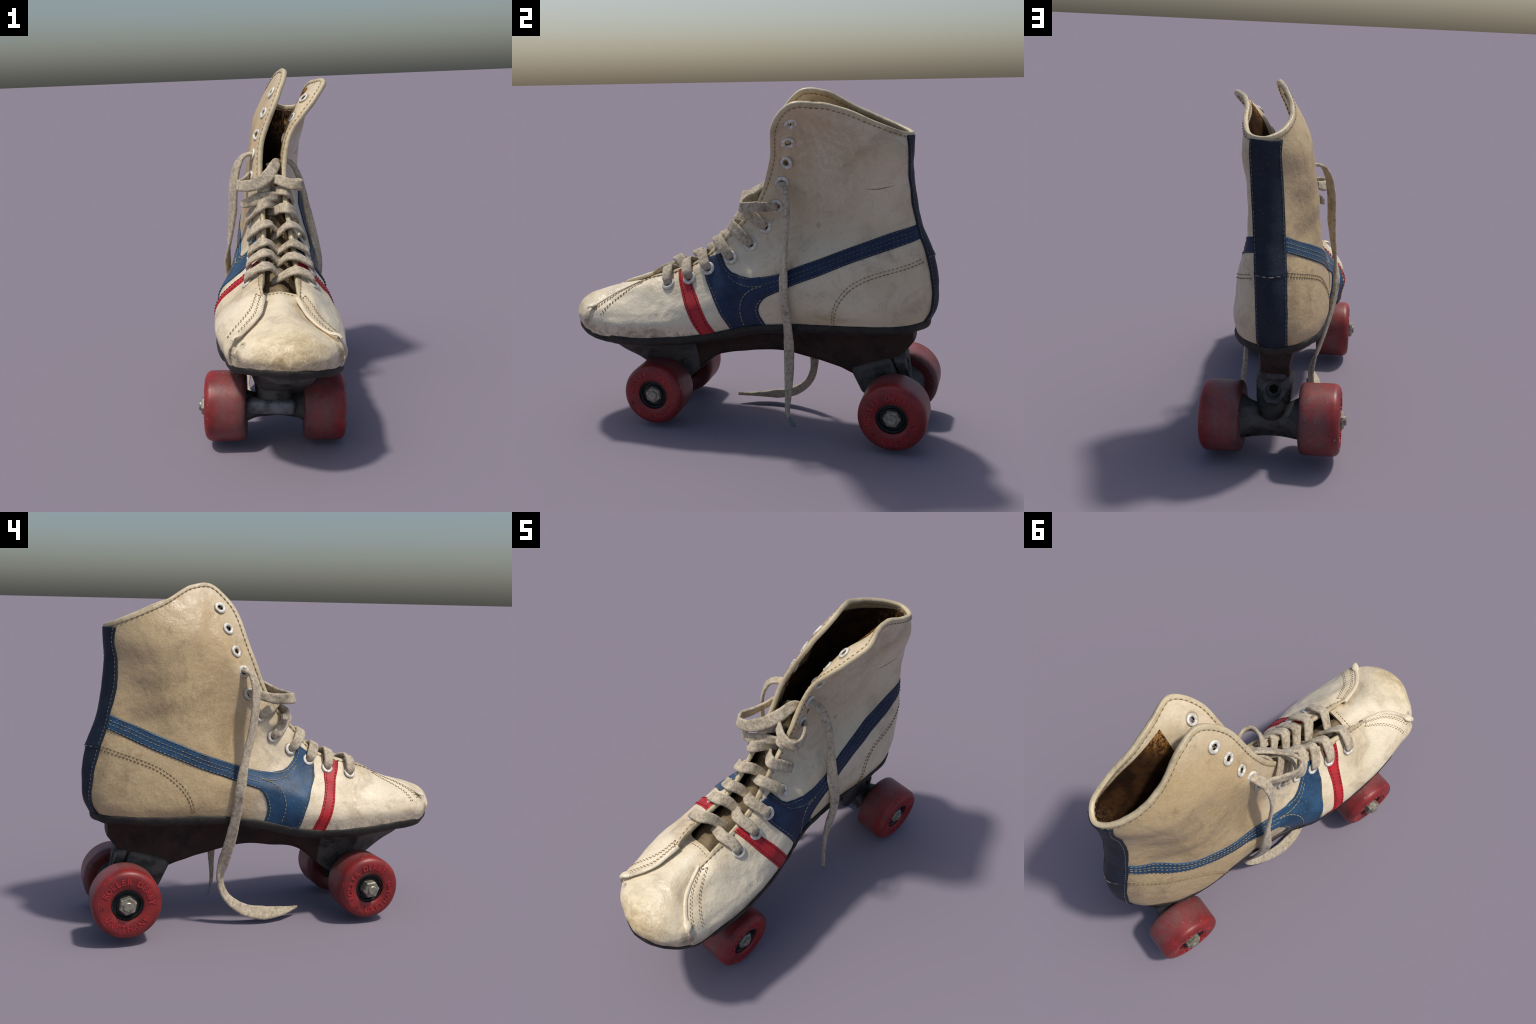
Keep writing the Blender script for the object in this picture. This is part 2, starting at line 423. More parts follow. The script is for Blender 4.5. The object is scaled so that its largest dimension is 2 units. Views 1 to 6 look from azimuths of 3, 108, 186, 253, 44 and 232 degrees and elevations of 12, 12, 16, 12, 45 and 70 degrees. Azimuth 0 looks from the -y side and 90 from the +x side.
def surface(us, vs):
    """boot surface and outward normals on the grid us x vs"""
    us, vs = np.asarray(us, float), np.asarray(vs, float)
    Wu, Wv = hermite_matrix(UK, us, PERIOD), hermite_matrix(VK, vs)
    P = np.einsum("ai,ijc,bj->abc", Wu, G, Wv)
    e = 0.004
    Pu = np.einsum("ai,ijc,bj->abc", hermite_matrix(UK, us + e, PERIOD) - hermite_matrix(UK, us - e, PERIOD), G, Wv)
    v1, v0 = np.clip(vs + e, 0, 1), np.clip(vs - e, 0, 1)
    Pv = np.einsum("ai,ijc,bj->abc", Wu, G, hermite_matrix(VK, v1) - hermite_matrix(VK, v0))
    return P, unit(np.cross(Pv, Pu))


# orient: outward on the left side (-x) at mid height
_p, _n = surface([UAT["L3"]], [0.4])
FLIP = -1.0 if _n[0, 0, 0] > 0 else 1.0


def relief(P, N, seam=0.0):
    """soft dents, ankle folds and creases of old leather"""
    out = P.copy()
    for i in range(P.shape[0]):
        for j in range(P.shape[1]):
            p = P[i, j]
            h = 0.0045 * smooth_noise(p, 5.0) + 0.0022 * smooth_noise(p, 14.0, 3.1) + 0.0007 * smooth_noise(p, 55.0, 1.7)
            # slack folds behind the ankle
            w = math.exp(-((p[1] - 0.62) / 0.2) ** 2 - ((p[2] - 1.2) / 0.16) ** 2)
            h += 0.004 * w * math.sin(38 * (p[2] + 0.25 * p[1]) + 2.0 * smooth_noise(p, 4.0, 9.0))
            # flex creases of the right forefoot
            if p[0] > 0.2:
                w = math.exp(-((p[1] + 0.42) / 0.13) ** 2 - ((p[2] - 0.66) / 0.07) ** 2)
                h += 0.005 * w * smooth_noise((p[0] * .5, p[1], p[2]), 24.0, 5.0)
            if p[1] < -0.8:
                h += 0.004 * math.exp(-((p[2] - 0.56) / 0.05) ** 2) * smooth_noise(p, 22.0, 4.0)
            out[i, j] = p + N[i, j] * h
    return out


# quarters: from the left toe seam round the heel to the right toe seam
us = np.linspace(UR - PERIOD, UL, 440)
vs = np.linspace(0, 1, 84)
P, N = surface(us, vs)
N = N * FLIP
lift = np.minimum(np.clip((us - us[0]) / 0.12, 0, 1), np.clip((us[-1] - us) / 0.12, 0, 1))
lift = 0.010 * (1 - lift * lift * (3 - 2 * lift))
P = P + N * (lift[:, None] * np.clip(vs / 0.15, 0, 1)[None, :])[..., None]
P = relief(P, N)
QU, QV, QP, QN = us, vs, P, N
# snap the eyelets on to the leather
flat, nflat = P.reshape(-1, 3), N.reshape(-1, 3)
SN = []
for e in EYES:
    i = int(np.argmin(((flat - V(e)) ** 2).sum(1)))
    SN.append((flat[i], nflat[i]))
BVH = BVHTree.FromPolygons([Vector(p) for p in flat], grid_faces(len(us), len(vs)))


def onto(p):
    """nearest point of the leather and its outward normal"""
    loc, nor, idx, _ = BVH.find_nearest(Vector(p))
    n = V(nor)
    i = int(np.argmin(((flat - V(loc)) ** 2).sum(1)))
    if n @ nflat[i] < 0:
        n = -n
    return V(loc), n


def from_side(side, y, z):
    """point of the leather seen from the left (-1) or the right (+1) at y, z"""
    hit = BVH.ray_cast(Vector((side * 1.0, y, z)), Vector((-side, 0, 0)))
    if hit[0] is None:
        hit = BVH.find_nearest(Vector((side * 0.15, y, z)))
    loc, n = V(hit[0]), V(hit[1])
    if n[0] * side < 0:
        n = -n
    return loc, n


def from_behind(x, z):
    hit = BVH.ray_cast(Vector((x, 1.3, z)), Vector((0, -1, 0)))
    if hit[0] is None:
        hit = BVH.find_nearest(Vector((x, 0.9, z)))
    n = V(hit[1])
    return V(hit[0]), (n if n[1] > 0 else -n)


def shell(name, P, N, thick, mat, parent, keep=None, rim_mat=None):
    """thick sheet between the outer grid P and its inner offset; keep = mask of cells"""
    nu, nv = P.shape[:2]
    A, B = P.reshape(-1, 3), (P - N * thick).reshape(-1, 3)
    n0 = nu * nv
    cells = np.ones((nu - 1, nv - 1), bool) if keep is None else keep
    faces = []
    idx = lambda i, j: i * nv + j
    for i in range(nu - 1):
        for j in range(nv - 1):
            if not cells[i, j]:
                continue
            q = (idx(i, j), idx(i + 1, j), idx(i + 1, j + 1), idx(i, j + 1))
            faces.append(q)
            faces.append(tuple(n0 + a for a in reversed(q)))
            for di, dj, a, b in ((0, -1, 0, 1), (1, 0, 1, 2), (0, 1, 2, 3), (-1, 0, 3, 0)):
                k, l = i + di, j + dj
                if not (0 <= k < nu - 1 and 0 <= l < nv - 1 and cells[k, l]):
                    faces.append((q[b], q[a], n0 + q[a], n0 + q[b]))
    used = sorted({a for f in faces for a in f})
    remap = {a: i for i, a in enumerate(used)}
    allv = np.vstack([A, B])
    ob = mesh_object(name, allv[used], [tuple(remap[a] for a in f) for f in faces], mat, parent)
    recalc(ob)
    sharpen(ob, 50)
    return ob


def hole_mask(P, radius):
    C = 0.25 * (P[:-1, :-1] + P[1:, :-1] + P[1:, 1:] + P[:-1, 1:])
    keep = np.ones(C.shape[:2], bool)
    for p, _ in SN:
        keep &= ((C - p) ** 2).sum(-1) > radius ** 2
    return keep


THICK = 0.016
upper = shell("upper", QP, QN, THICK, CREAM, skate, hole_mask(QP, 0.0150))

# lining: inside the shaft and down the foot, leaving a leather facing along the eyelets
su, sv = slice(0, None, 2), slice(0, 81)
LP, LN = QP[su, sv], QN[su, sv]
uu, vv = QU[su], QV[sv]
um, vm = 0.5 * (uu[1:] + uu[:-1]), 0.5 * (vv[1:] + vv[:-1])
inside = (um > UAT["R5"] - PERIOD + 0.13) & (um < UAT["L5"] - 0.06)
keepl = inside[:, None] | ((vm < 0.72)[None, :] & np.ones(len(um), bool)[:, None])
deep = np.clip((0.93 - vv) / 0.25, 0, 1)
shaft = np.clip(1 - np.abs((np.mod(uu + PERIOD / 2, PERIOD) - PERIOD / 2)) / (UAT["L6"]), 0, 1) ** 0.5
shell("lining", LP - LN * (THICK + 0.003 + 0.022 * shaft[:, None] * (deep * deep * (3 - 2 * deep))[None, :])[..., None], LN, 0.004, LINING, upper, keepl & hole_mask(LP - LN * THICK, 0.03))

# vamp: the toe piece, tucked under the quarters
us2 = np.linspace(UL - 0.07, UR + 0.07, 150)
VP, VN = surface(us2, np.linspace(0, 1, 84))
VN = VN * FLIP
VP = relief(VP, VN)
VP = VP - VN * 0.003
# its upper edge runs straight across under the throat
reach = (-0.505 - VP[:, -1, 1])[:, None] * np.linspace(0, 1, 84)[None, :] ** 3
VP[:, :, 1] += reach
VP[:, :, 2] += reach * 0.12
VP[:, :, 2] -= 0.010 * (np.linspace(0, 1, 84)[None, :] ** 6)
vamp = shell("vamp", VP, VN, 0.014, CREAM, skate)
VBVH = BVHTree.FromPolygons([Vector(p) for p in VP.reshape(-1, 3)], grid_faces(150, 84))


def sweep(name, path, up, profile, mat, parent, scale=None, caps=True):
    """sweep a closed profile (across, up) along a path with given up vectors"""
    path, up = V(path, float), V(up, float)
    n, m = len(path), len(profile)
    t = unit(np.gradient(path, axis=0))
    upo = unit(up - t * (up * t).sum(1, keepdims=True))
    side = np.cross(t, upo)
    pr = V(profile, float)
    sc = np.ones((n, 2)) if scale is None else V(scale, float).reshape(n, -1) * np.ones((1, 2))
    vert = (path[:, None, :] + side[:, None, :] * (pr[None, :, 0] * sc[:, :1])[..., None] + upo[:, None, :] * (pr[None, :, 1] * sc[:, 1:])[..., None]).reshape(-1, 3)
    faces = grid_faces(n, m, False, True)
    if caps:
        faces += [tuple(range(m))[::-1], tuple((n - 1) * m + k for k in range(m))]
    if mat is None:
        return vert, faces
    ob = mesh_object(name, vert, faces, mat, parent)
    recalc(ob)
    sharpen(ob, 60)
    return ob


def oval(w, h, m=12, p=1.0):
    out = []
    for k in range(m):
        a = 2 * math.pi * k / m
        c, s = math.cos(a), math.sin(a)
        out.append((w * math.copysign(abs(c) ** p, c), h * math.copysign(abs(s) ** p, s)))
    return out


# edge binding: wraps over the top edge from toe seam to toe seam
def binding():
    depth = 0.025
    E, D, M = QP[:, -1], None, QN[:, -1]
    L = np.linalg.norm(np.diff(QP, axis=1), axis=2)
    rows, norms = [], []
    prof = [(depth, 0.0012), (depth * .8, .0032), (depth * .4, .0040), (0.004, .0042), (-.0012, .0022), (-.0030, -THICK * .5), (-.0012, -THICK - .0022), (.004, -THICK - .0042), (depth * .4, -THICK - .0040), (depth * .8, -THICK - .0032), (depth, -THICK - .0012)]
    verts = []
    for i in range(len(E)):
        c = np.r_[0, np.cumsum(L[i][::-1])]
        at = lambda d: V([np.interp(d, c, QP[i, ::-1, k]) for k in range(3)])
        nt = lambda d: unit(V([np.interp(d, c, QN[i, ::-1, k]) for k in range(3)]))
        down = unit(at(0.012) - at(0.0))
        wob = 1 + 0.12 * smooth_noise(E[i], 18.0, 2.2)
        for d, o in prof:
            q = at(d) if d > 0 else at(0) + down * d
            verts.append(q + nt(max(d, 0)) * (o * (wob if o > 0 or d <= 0 else 1)))
    faces = grid_faces(len(E), len(prof), False, True)
    n, m = len(E), len(prof)
    faces += [tuple(range(m))[::-1], tuple((n - 1) * m + k for k in range(m))]
    ob = mesh_object("edge_binding", verts, faces, TRIM, upper)
    recalc(ob)
    return ob


binding()


# ------------------------------------------------------------------ stitching
def stitches(name, path, normals, mat, parent, pitch=0.024, length=0.015, r=0.0026, lift=0.001):
    path = V(path)
    d = np.r_[0, np.cumsum(np.linalg.norm(np.diff(path, axis=0), axis=1))]
    verts, faces = [], []
    s = pitch * 0.5
    while s < d[-1] - length * 0.5:
        ln = length * rng.uniform(0.85, 1.15)
        pts = []
        for q in (-0.5, -0.3, 0.0, 0.3, 0.5):
            c = V([np.interp(s + q * ln, d, path[:, k]) for k in range(3)])
            nn = unit(V([np.interp(s + q * ln, d, V(normals)[:, k]) for k in range(3)]))
            pts.append((c + nn * (lift + r * (0.5 if abs(q) < 0.4 else -0.4)), nn))
        vv_, ff_ = sweep("", [p for p, _ in pts], [n for _, n in pts], oval(r, r * 0.8, 6), None, None, [0.6, 1, 1.1, 1, 0.6])
        b = len(verts)
        verts += list(vv_)
        faces += [tuple(a + b for a in f) for f in ff_]
        s += pitch * rng.uniform(0.93, 1.07)
    ob = mesh_object(name, verts, faces, mat, parent)
    ob["kind"] = "stuff"
    return ob


def ride(points, n=80, side=None, lift=0.0, smooth=True):
    """a curve laid on the leather: 3D points, or (y, z) seen from a side"""
    c = spline(points, n) if smooth else polyline(points, n)
    got = [from_side(side, *p) if side else onto(p) for p in c]
    return V([g[0] + g[1] * lift for g in got]), V([g[1] for g in got])


# the collar stitch just below the binding, outside and (on the flaps) inside
def edge_line(dist, out, u0=None, u1=None):
    pts, nn = [], []
    L = np.linalg.norm(np.diff(QP, axis=1), axis=2)
    for i in range(len(QU)):
        if u0 is not None and not (u0 <= QU[i] <= u1):
            continue
        c = np.r_[0, np.cumsum(L[i][::-1])]
        q = V([np.interp(dist, c, QP[i, ::-1, k]) for k in range(3)])
        n_ = unit(V([np.interp(dist, c, QN[i, ::-1, k]) for k in range(3)]))
        pts.append(q + n_ * (out if out >= 0 else out - THICK))
        nn.append(n_ if out >= 0 else -n_)
    return V(pts), V(nn)


p, n = edge_line(0.0225, 0.0035)
stitches("collar_stitching", p, n, BROWN_THREAD, upper, 0.027, 0.014, 0.0021, 0.0)
p, n = edge_line(0.0225, -0.0035, UAT["R9"] - PERIOD, UAT["L9"])
stitches("collar_stitching", p, n, BROWN_THREAD, upper, 0.027, 0.014, 0.0021, 0.0)


# ------------------------------------------------------------------ coloured overlays
def overlay(name, A, B, side, mat, h=0.005, n=60, m=14, smooth=True, sink=0.004):
    """a leather panel between two edges A and B given as (y, z) from a side, skirted into the boot"""
    a = spline(A, n) if smooth else polyline(A, n)
    b = spline(B, n) if smooth else polyline(B, n)
    rows = []
    f = np.r_[0, np.linspace(0, 1, m), 1]
    g = np.r_[0, np.linspace(0, 1, n), 1]
    for s in range(n + 2):
        si = min(max(s - 1, 0), n - 1)
        for k in range(m + 2):
            q = a[si] * (1 - f[k]) + b[si] * f[k]
            loc, nn = from_side(side, *q)
            edge = s in (0, n + 1) or k in (0, m + 1)
            near_edge = s in (1, n) or k in (1, m)
            rows.append(loc + nn * (-sink if edge else h * (0.75 if near_edge else 1.0)))
    ob = mesh_object(name, rows, grid_faces(n + 2, m + 2), mat, upper)
    recalc(ob)
    return ob


def offset_curve(A, B, f):
    return [tuple(V(a) * (1 - f) + V(b) * f) for a, b in zip(A, B)]


def lay_stitches(name, pts, side, mat, h=0.005, n=120, smooth=True, trim=0, **kw):
    p, nn = ride(pts, n, side, h, smooth)
    p, nn = p[trim:], nn[trim:]
    return stitches(name, p, nn, mat, upper, **kw)


# left side (-x): blue stripe from the heel, flaring to the arch
L_up = [(.885, 1.143), (.781, 1.100), (.661, 1.050), (.537, 1.000), (.407, .943), (.272, .892), (.170, .857), (.095, .838)]
L_lo = [(.905, 1.073), (.786, 1.021), (.668, .969), (.544, .919), (.416, .865), (.283, .815), (.195, .780), (.115, .752)]
R_up = [(.905, 1.133), (.791, 1.096), (.667, 1.045), (.537, .993), (.407, .940), (.301, .900), (.190, .857), (.100, .838)]
R_lo = [(.915, 1.060), (.797, 1.017), (.677, .972), (.550, .921), (.418, .862), (.300, .815), (.215, .776), (.150, .745)]
body = {
    -1: ([(-.222, .892), (-.222, .844), (-.211, .793), (-.164, .728), (-.119, .634), (-.098, .560), (-.085, .515)],
         [(-.130, .962), (-.118, .915), (-.097, .881), (-.062, .852), (-.028, .836), (.040, .830), (.110, .842), (.128, .760), (.098, .735), (.082, .700), (.072, .660), (.073, .620), (.088, .570), (.095, .550)]),
    1: ([(-.232, .905), (-.219, .870), (-.184, .805), (-.120, .710), (-.065, .605), (-.040, .550), (-.030, .528)],
        [(-.125, .945), (-.099, .905), (-.081, .881), (-.050, .856), (.003, .839), (.060, .832), (.112, .842), (.162, .752), (.138, .734), (.115, .705), (.105, .672), (.110, .640), (.130, .600), (.143, .570)]),
}
for side, up_, lo_, mat, tn in ((-1, L_up, L_lo, BLUE_L, "L"), (1, R_up, R_lo, NAVY, "R")):
    mat = BLUE_L if side < 0 else BLUE_R
    F, Bk = body[side]
    overlay("blue_arch_panel", F, Bk, side, mat, 0.0055, 90, 36, smooth=False)
    overlay("blue_side_stripe", up_, lo_, side, mat, 0.0048, 90, 10)
    for f in (0.07, 0.38, 0.62, 0.93):
        lay_stitches("stripe_stitching", offset_curve(up_, lo_, f), side, THREAD if side < 0 else DARK_THREAD, 0.0048, trim=5, pitch=0.021, length=0.013, r=0.0016)
    lay_stitches("panel_stitching", [(a + .012, b) for a, b in F], side, DARK_THREAD, 0.0055, pitch=0.022, length=0.014, r=0.0022)
    lay_stitches("panel_stitching", [(a - .010, b - .008) for a, b in Bk[:6]], side, THREAD if side < 0 else DARK_THREAD, 0.0055, pitch=0.02, length=0.014, r=0.0022)
    lay_stitches("panel_stitching", [(a - .012, b) for a, b in Bk[8:]], side, THREAD, 0.0055, pitch=0.02, length=0.013, r=0.0022)
    c = 0.0 if side < 0 else .03
    lay_stitches("panel_stitching", [(c + .10, .800), (c + .03, .770), (c - .005, .735), (c - .02, .68), (c - .015, .62), (c + .0, .565)], side, THREAD, 0.0055, pitch=0.022, length=0.016, r=0.0024)
    lay_stitches("panel_stitching", [(c + .10, .800), (c + .02, .790), (c - .06, .812), (c - .11, .85)], side, THREAD if side < 0 else DARK_THREAD, 0.0055, pitch=0.022, length=0.016, r=0.0022)

red = {
    -1: ([(-.385, .850), (-.364, .815), (-.331, .757), (-.284, .651), (-.250, .565), (-.232, .505)], [(-.296, .872), (-.278, .815), (-.261, .754), (-.214, .649), (-.178, .565), (-.158, .505)]),
    1: ([(-.375, .840), (-.351, .805), (-.311, .732), (-.256, .639), (-.208, .550), (-.180, .495)], [(-.290, .868), (-.268, .795), (-.213, .715), (-.158, .618), (-.124, .550), (-.099, .505)]),
}
for side in (-1, 1):
    A, B = red[side]
    overlay("red_stripe", A, B, side, RED, 0.0045, 70, 10)
    for f in (0.16, 0.84):
        lay_stitches("stripe_stitching", offset_curve(A, B, f), side, RED_THREAD, 0.0046, pitch=0.02, length=0.012, r=0.0018)


# heel strip, laid on from behind
def heel_strip():
    zs = np.linspace(1.566, 0.628, 110)
    back = V(RIBS["back"])
    cx = np.interp(zs, back[:, 2], back[:, 0]) + 0.0
    f = np.r_[-1, np.linspace(-1, 1, 15), 1]
    rows = []
    for k in range(-1, len(zs) + 1):
        s = min(max(k, 0), len(zs) - 1)
        for j, a in enumerate(f):
            loc, nn = from_behind(cx[s] + a * 0.068, zs[s])
            edge = k in (-1, len(zs)) or j in (0, len(f) - 1)
            h = 0.0075 + 0.004 * math.exp(-((zs[s] - 0.972) / 0.012) ** 2) + 0.002 * smooth_noise(loc, 20)
            rows.append(loc + nn * (-0.004 if edge else h))
    ob = mesh_object("heel_strip", rows, grid_faces(len(zs) + 2, len(f)), NAVY, upper)
    recalc(ob)
    for sgn in (-1, 1):
        pts, nn = [], []
        for s in range(len(zs)):
            loc, n_ = from_behind(cx[s] + sgn * 0.060, zs[s])
            pts.append(loc + n_ * 0.0075)
            nn.append(n_)
        stitches("heel_strip_stitching", pts, nn, DARK_THREAD, upper, 0.021, 0.013, 0.002)
    # the join half way up, a ridge with a few long stitches
    pts, nn = [], []
    for a in np.linspace(-0.075, 0.075, 30):
        pts.append(from_behind(0.03 + a, 0.968)[0] + V((0, 1, 0)) * 0.011)
        nn.append(V((0, 1, 0)))
    stitches("heel_strip_stitching", pts, nn, DARK_THREAD, upper, 0.036, 0.026, 0.003)


heel_strip()

# counter seam: double row of stitches sweeping from the heel down to the sole
for side, pts in ((-1, [(.930, .984), (.838, .954), (.741, .924), (.643, .885), (.569, .834), (.508, .771), (.474, .708), (.457, .640)]),
                  (1, [(.925, .958), (.855, .933), (.737, .899), (.649, .864), (.576, .817), (.520, .745), (.500, .690), (.492, .625)])):
    for k, off in enumerate((0.0, 0.018)):
        q = [(a + off * 0.6, b - off * 0.8) for a, b in pts]
        lay_stitches("counter_stitching", q, side, BROWN_THREAD if k else THREAD, 0.0005, pitch=0.021, length=0.014, r=0.0022)

# a dark cut across the outer ankle
p, nn = ride([(.136, .643, 1.301), (.150, .71, 1.304), (.175, .788, 1.324)], 40, None, 0.0)
sweep("cut", p, nn, oval(0.0016, 0.0012, 8), RAND, upper, np.sin(np.linspace(0.15, 3.0, 40)) * (0.7 + 0.4 * np.sin(np.linspace(0, 17, 40)) ** 2) + 0.1)

# ------------------------------------------------------------------ toe seams: rolled edges with torn ends, stitched boxes
for key, sgn, name in (("L13", 1, "L"), ("R13", -1, "R")):
    i = len(QU) - 1 if key == "L13" else 0
    vsel = np.linspace(1.0, 0.30, 60)
    path = V([[np.interp(v, QV, QP[i, :, k]) for k in range(3)] for v in vsel])
    nor = unit(V([[np.interp(v, QV, QN[i, :, k]) for k in range(3)] for v in vsel]))
    t = np.linspace(0, 1, 60)
    swell = 0.9 + 0.12 * np.sin(t * 23) * 0.4 + 0.30 * np.exp(-((t - 0.96) / 0.08) ** 2)
    path = path + nor * (0.000 + 0.010 * np.exp(-((t - 1) / 0.10) ** 2))[:, None]
    sweep("rolled_seam", path, nor, oval(0.0125, 0.0072, 14), CREAM, upper, np.stack([swell, swell], 1))
    # torn flap of leather at the end of the seam
    end, nn = path[-1], nor[-1]
    tt = unit(path[-1] - path[-8])
    side_v = np.cross(nn, tt)
    flap = [end - tt * 0.035 + nn * 0.003, end - tt * 0.01 + nn * 0.008, end + tt * 0.008 + nn * 0.008 + side_v * 0.004 * sgn, end + tt * 0.020 + nn * 0.001 + side_v * 0.008 * sgn]
    sweep("torn_flap", spline(flap, 14), [nn] * 14, oval(0.018, 0.0065, 10), CREAM, upper, 0.85 + 0.25 * np.sin(np.linspace(0, 5, 14)))
    # double rows following the seam and the box stitched behind it
    for off, mat in ((0.028, BROWN_THREAD), (0.040, BROWN_THREAD), (0.094, BROWN_THREAD), (0.108, BROWN_THREAD)):
        rows_p, rows_n = [], []
        v0 = 0.98 if off < 0.05 else 0.86
        for v in np.linspace(v0, 0.26 if off < 0.05 else 0.2, 60):
            col = V([[np.interp(v, QV, QP[j, :, k]) for k in range(3)] for j in range(len(QU))]) if False else QP[:, int(round(v * (len(QV) - 1)))]
            line = col[::-1] if key == "L13" else col
            d = np.r_[0, np.cumsum(np.linalg.norm(np.diff(line[:60], axis=0), axis=1))]
            q = V([np.interp(off * (0.75 + 0.25 * v), d, line[:60, k]) for k in range(3)])
            loc, n_ = onto(q)
            rows_p.append(loc)
            rows_n.append(n_)
        stitches("toe_stitching", rows_p, rows_n, mat, upper, 0.019, 0.011, 0.0016)
        if off == 0.028:
            head = rows_p[4]
        if off == 0.108:
            a, b = rows_p[0], head
            pts, nn_ = ride([a, (a + b) / 2, b], 20, None, 0.0006, False)
            stitches("toe_stitching", pts, nn_, BROWN_THREAD, upper, 0.017, 0.012, 0.0022)

# stitch row along the vamp's upper edge
pv = [V([np.interp(0.965, np.linspace(0, 1, 84), VP[i, :, k]) for k in range(3)]) for i in range(34, 117)]
stitches("vamp_stitching", pv, VN[34:117, 80], BROWN_THREAD, vamp, 0.018, 0.012, 0.0018)

# ------------------------------------------------------------------ eyelets
def ring_mesh():
    prof = []
    for k in range(10):
        a = 2 * math.pi * k / 10
        prof.append((0.0215 + 0.0085 * math.cos(a), 0.0060 * math.sin(a)))
    verts, faces = [], []
    n = 28
    for i in range(n):
        a = 2 * math.pi * i / n
        for r, z in prof:
            verts.append((r * math.cos(a), r * math.sin(a), z))
    return verts, grid_faces(n, len(prof), True, True)


rv, rf = ring_mesh()
ring_proto = bpy.data.meshes.new("eyelet")
ring_proto.from_pydata(rv, [], rf)
ring_proto.materials.append(METAL)
ring_proto.polygons.foreach_set("use_smooth", [True] * len(ring_proto.polygons))
tv = [(0.0130 * math.cos(a) * (1.12 if j in (0, 2) else 1), 0.0130 * math.sin(a) * (1.12 if j in (0, 2) else 1), z) for j, z in enumerate((0.002, -0.009, -0.022)) for a in [2 * math.pi * i / 24 for i in range(24)]]
tube_proto = bpy.data.meshes.new("eyelet_barrel")
tube_proto.from_pydata(tv, [], grid_faces(3, 24, False, True))
tube_proto.materials.append(DARK)
EYE_FRAME = []
for i, (p, n_) in enumerate(SN):
    loc, nn = onto(p)
    q = Vector(nn).to_track_quat("Z", "Y")
    blue = i in (8, 19, 20 - 1)
    lift_ = 0.0065 if i % 11 in (7, 8) else (0.006 if i % 11 == 9 else 0.003)
    M = Matrix.Translation(Vector(loc + nn * lift_)) @ q.to_matrix().to_4x4()
    e = link(bpy.data.objects.new("eyelet", ring_proto), upper)
    e.matrix_basis = M @ Matrix.Rotation(rng.uniform(0, 6), 4, "Z") @ Matrix.Scale(1.22 if i > 10 else 1.08, 4)
    b_ = link(bpy.data.objects.new("eyelet_barrel", tube_proto), e)
    EYE_FRAME.append((loc, nn))
    if i % 11 < 3:
        e2 = link(bpy.data.objects.new("eyelet", ring_proto), upper)
        e2.matrix_basis = Matrix.Translation(Vector(loc - nn * (THICK + 0.0015))) @ q.to_matrix().to_4x4()

# ------------------------------------------------------------------ tongue and insole
edgeL = V([RIBS[k][-1] for k in ("L13", "L12", "L11", "L10", "L9", "L8", "L7")])
edgeR = V([RIBS[k][-1] for k in ("R13", "R12", "R11", "R10", "R9", "R8", "R7")])
drop = V([.058, .056, .054, .056, .060, .070, .085])
rows = []
for k in range(7):
    a, b = edgeL[k], edgeR[k]
    nrm = unit(np.cross(b - a, (edgeL[min(k + 1, 6)] - edgeL[max(k - 1, 0)])))
    nrm = nrm if nrm[1] < 0 or nrm[2] > 0.5 else -nrm
    row = []
    half_w = 0.12 if k < 5 else 0.0
    for f in np.linspace(-half_w, 1 + half_w, 9):
        q = a + (b - a) * f - nrm * (drop[k] + 0.05 * (2 * f - 1) ** 2) + V((0, 0, 0.006 * math.sin(9 * f + k)))
        row.append(q)
    rows.append(row)
T = V(rows)
T[6] = T[5] + (T[6] - T[5]) * 0.45
Tk = hermite_matrix(np.arange(7), np.linspace(0, 6, 50))
Tc = hermite_matrix(np.arange(9), np.linspace(0, 8, 26))
TP = np.einsum("ai,ijc,bj->abc", Tk, T, Tc)
du_, dv_ = np.gradient(TP, axis=0), np.gradient(TP, axis=1)
TN = unit(np.cross(dv_, du_))
if TN[25, 13, 2] < 0:
    TN = -TN
shell("tongue", TP, TN, 0.012, TONGUE, skate)
for f in (6, 19):
    stitches("tongue_stitching", TP[:, f], TN[:, f], BROWN_THREAD, skate, 0.02, 0.013, 0.002)

loop_u = np.linspace(0, PERIOD, 260, endpoint=False)
LP0, LN0 = surface(loop_u, [0.0])
LP0, LN0 = LP0[:, 0], LN0[:, 0] * FLIP
flat_n = LN0.copy()
flat_n[:, 2] = 0
flat_n = unit(flat_n)
toe_i = int(np.argmin(np.abs(loop_u - UTOE)))


def cap_pairs(loop, m, base, flip=False):
    """grid filling a foot-shaped loop, pairing points either side of heel and toe"""
    n = len(loop)
    L_ = [loop[i] for i in range(0, toe_i + 1)]
    R_ = [loop[0]] + [loop[n - 1 - i] for i in range(0, n - 1 - toe_i)] + [loop[toe_i]]
    k = 90
    A, B = polyline(L_, k), polyline(R_, k)
    verts = [A[i] * (1 - f) + B[i] * f for i in range(k) for f in np.linspace(0, 1, m)]
    return verts, [tuple(a + base for a in (q[::-1] if flip else q)) for q in grid_faces(k, m)]


iv, iff = cap_pairs(LP0 - flat_n * 0.02 + V((0, 0, 0.03)), 14, 0)
iv2, iff2 = cap_pairs(LP0 - flat_n * 0.02 + V((0, 0, 0.015)), 14, len(iv), True)
mesh_object("insole", iv + iv2, iff + iff2, LINING, skate)

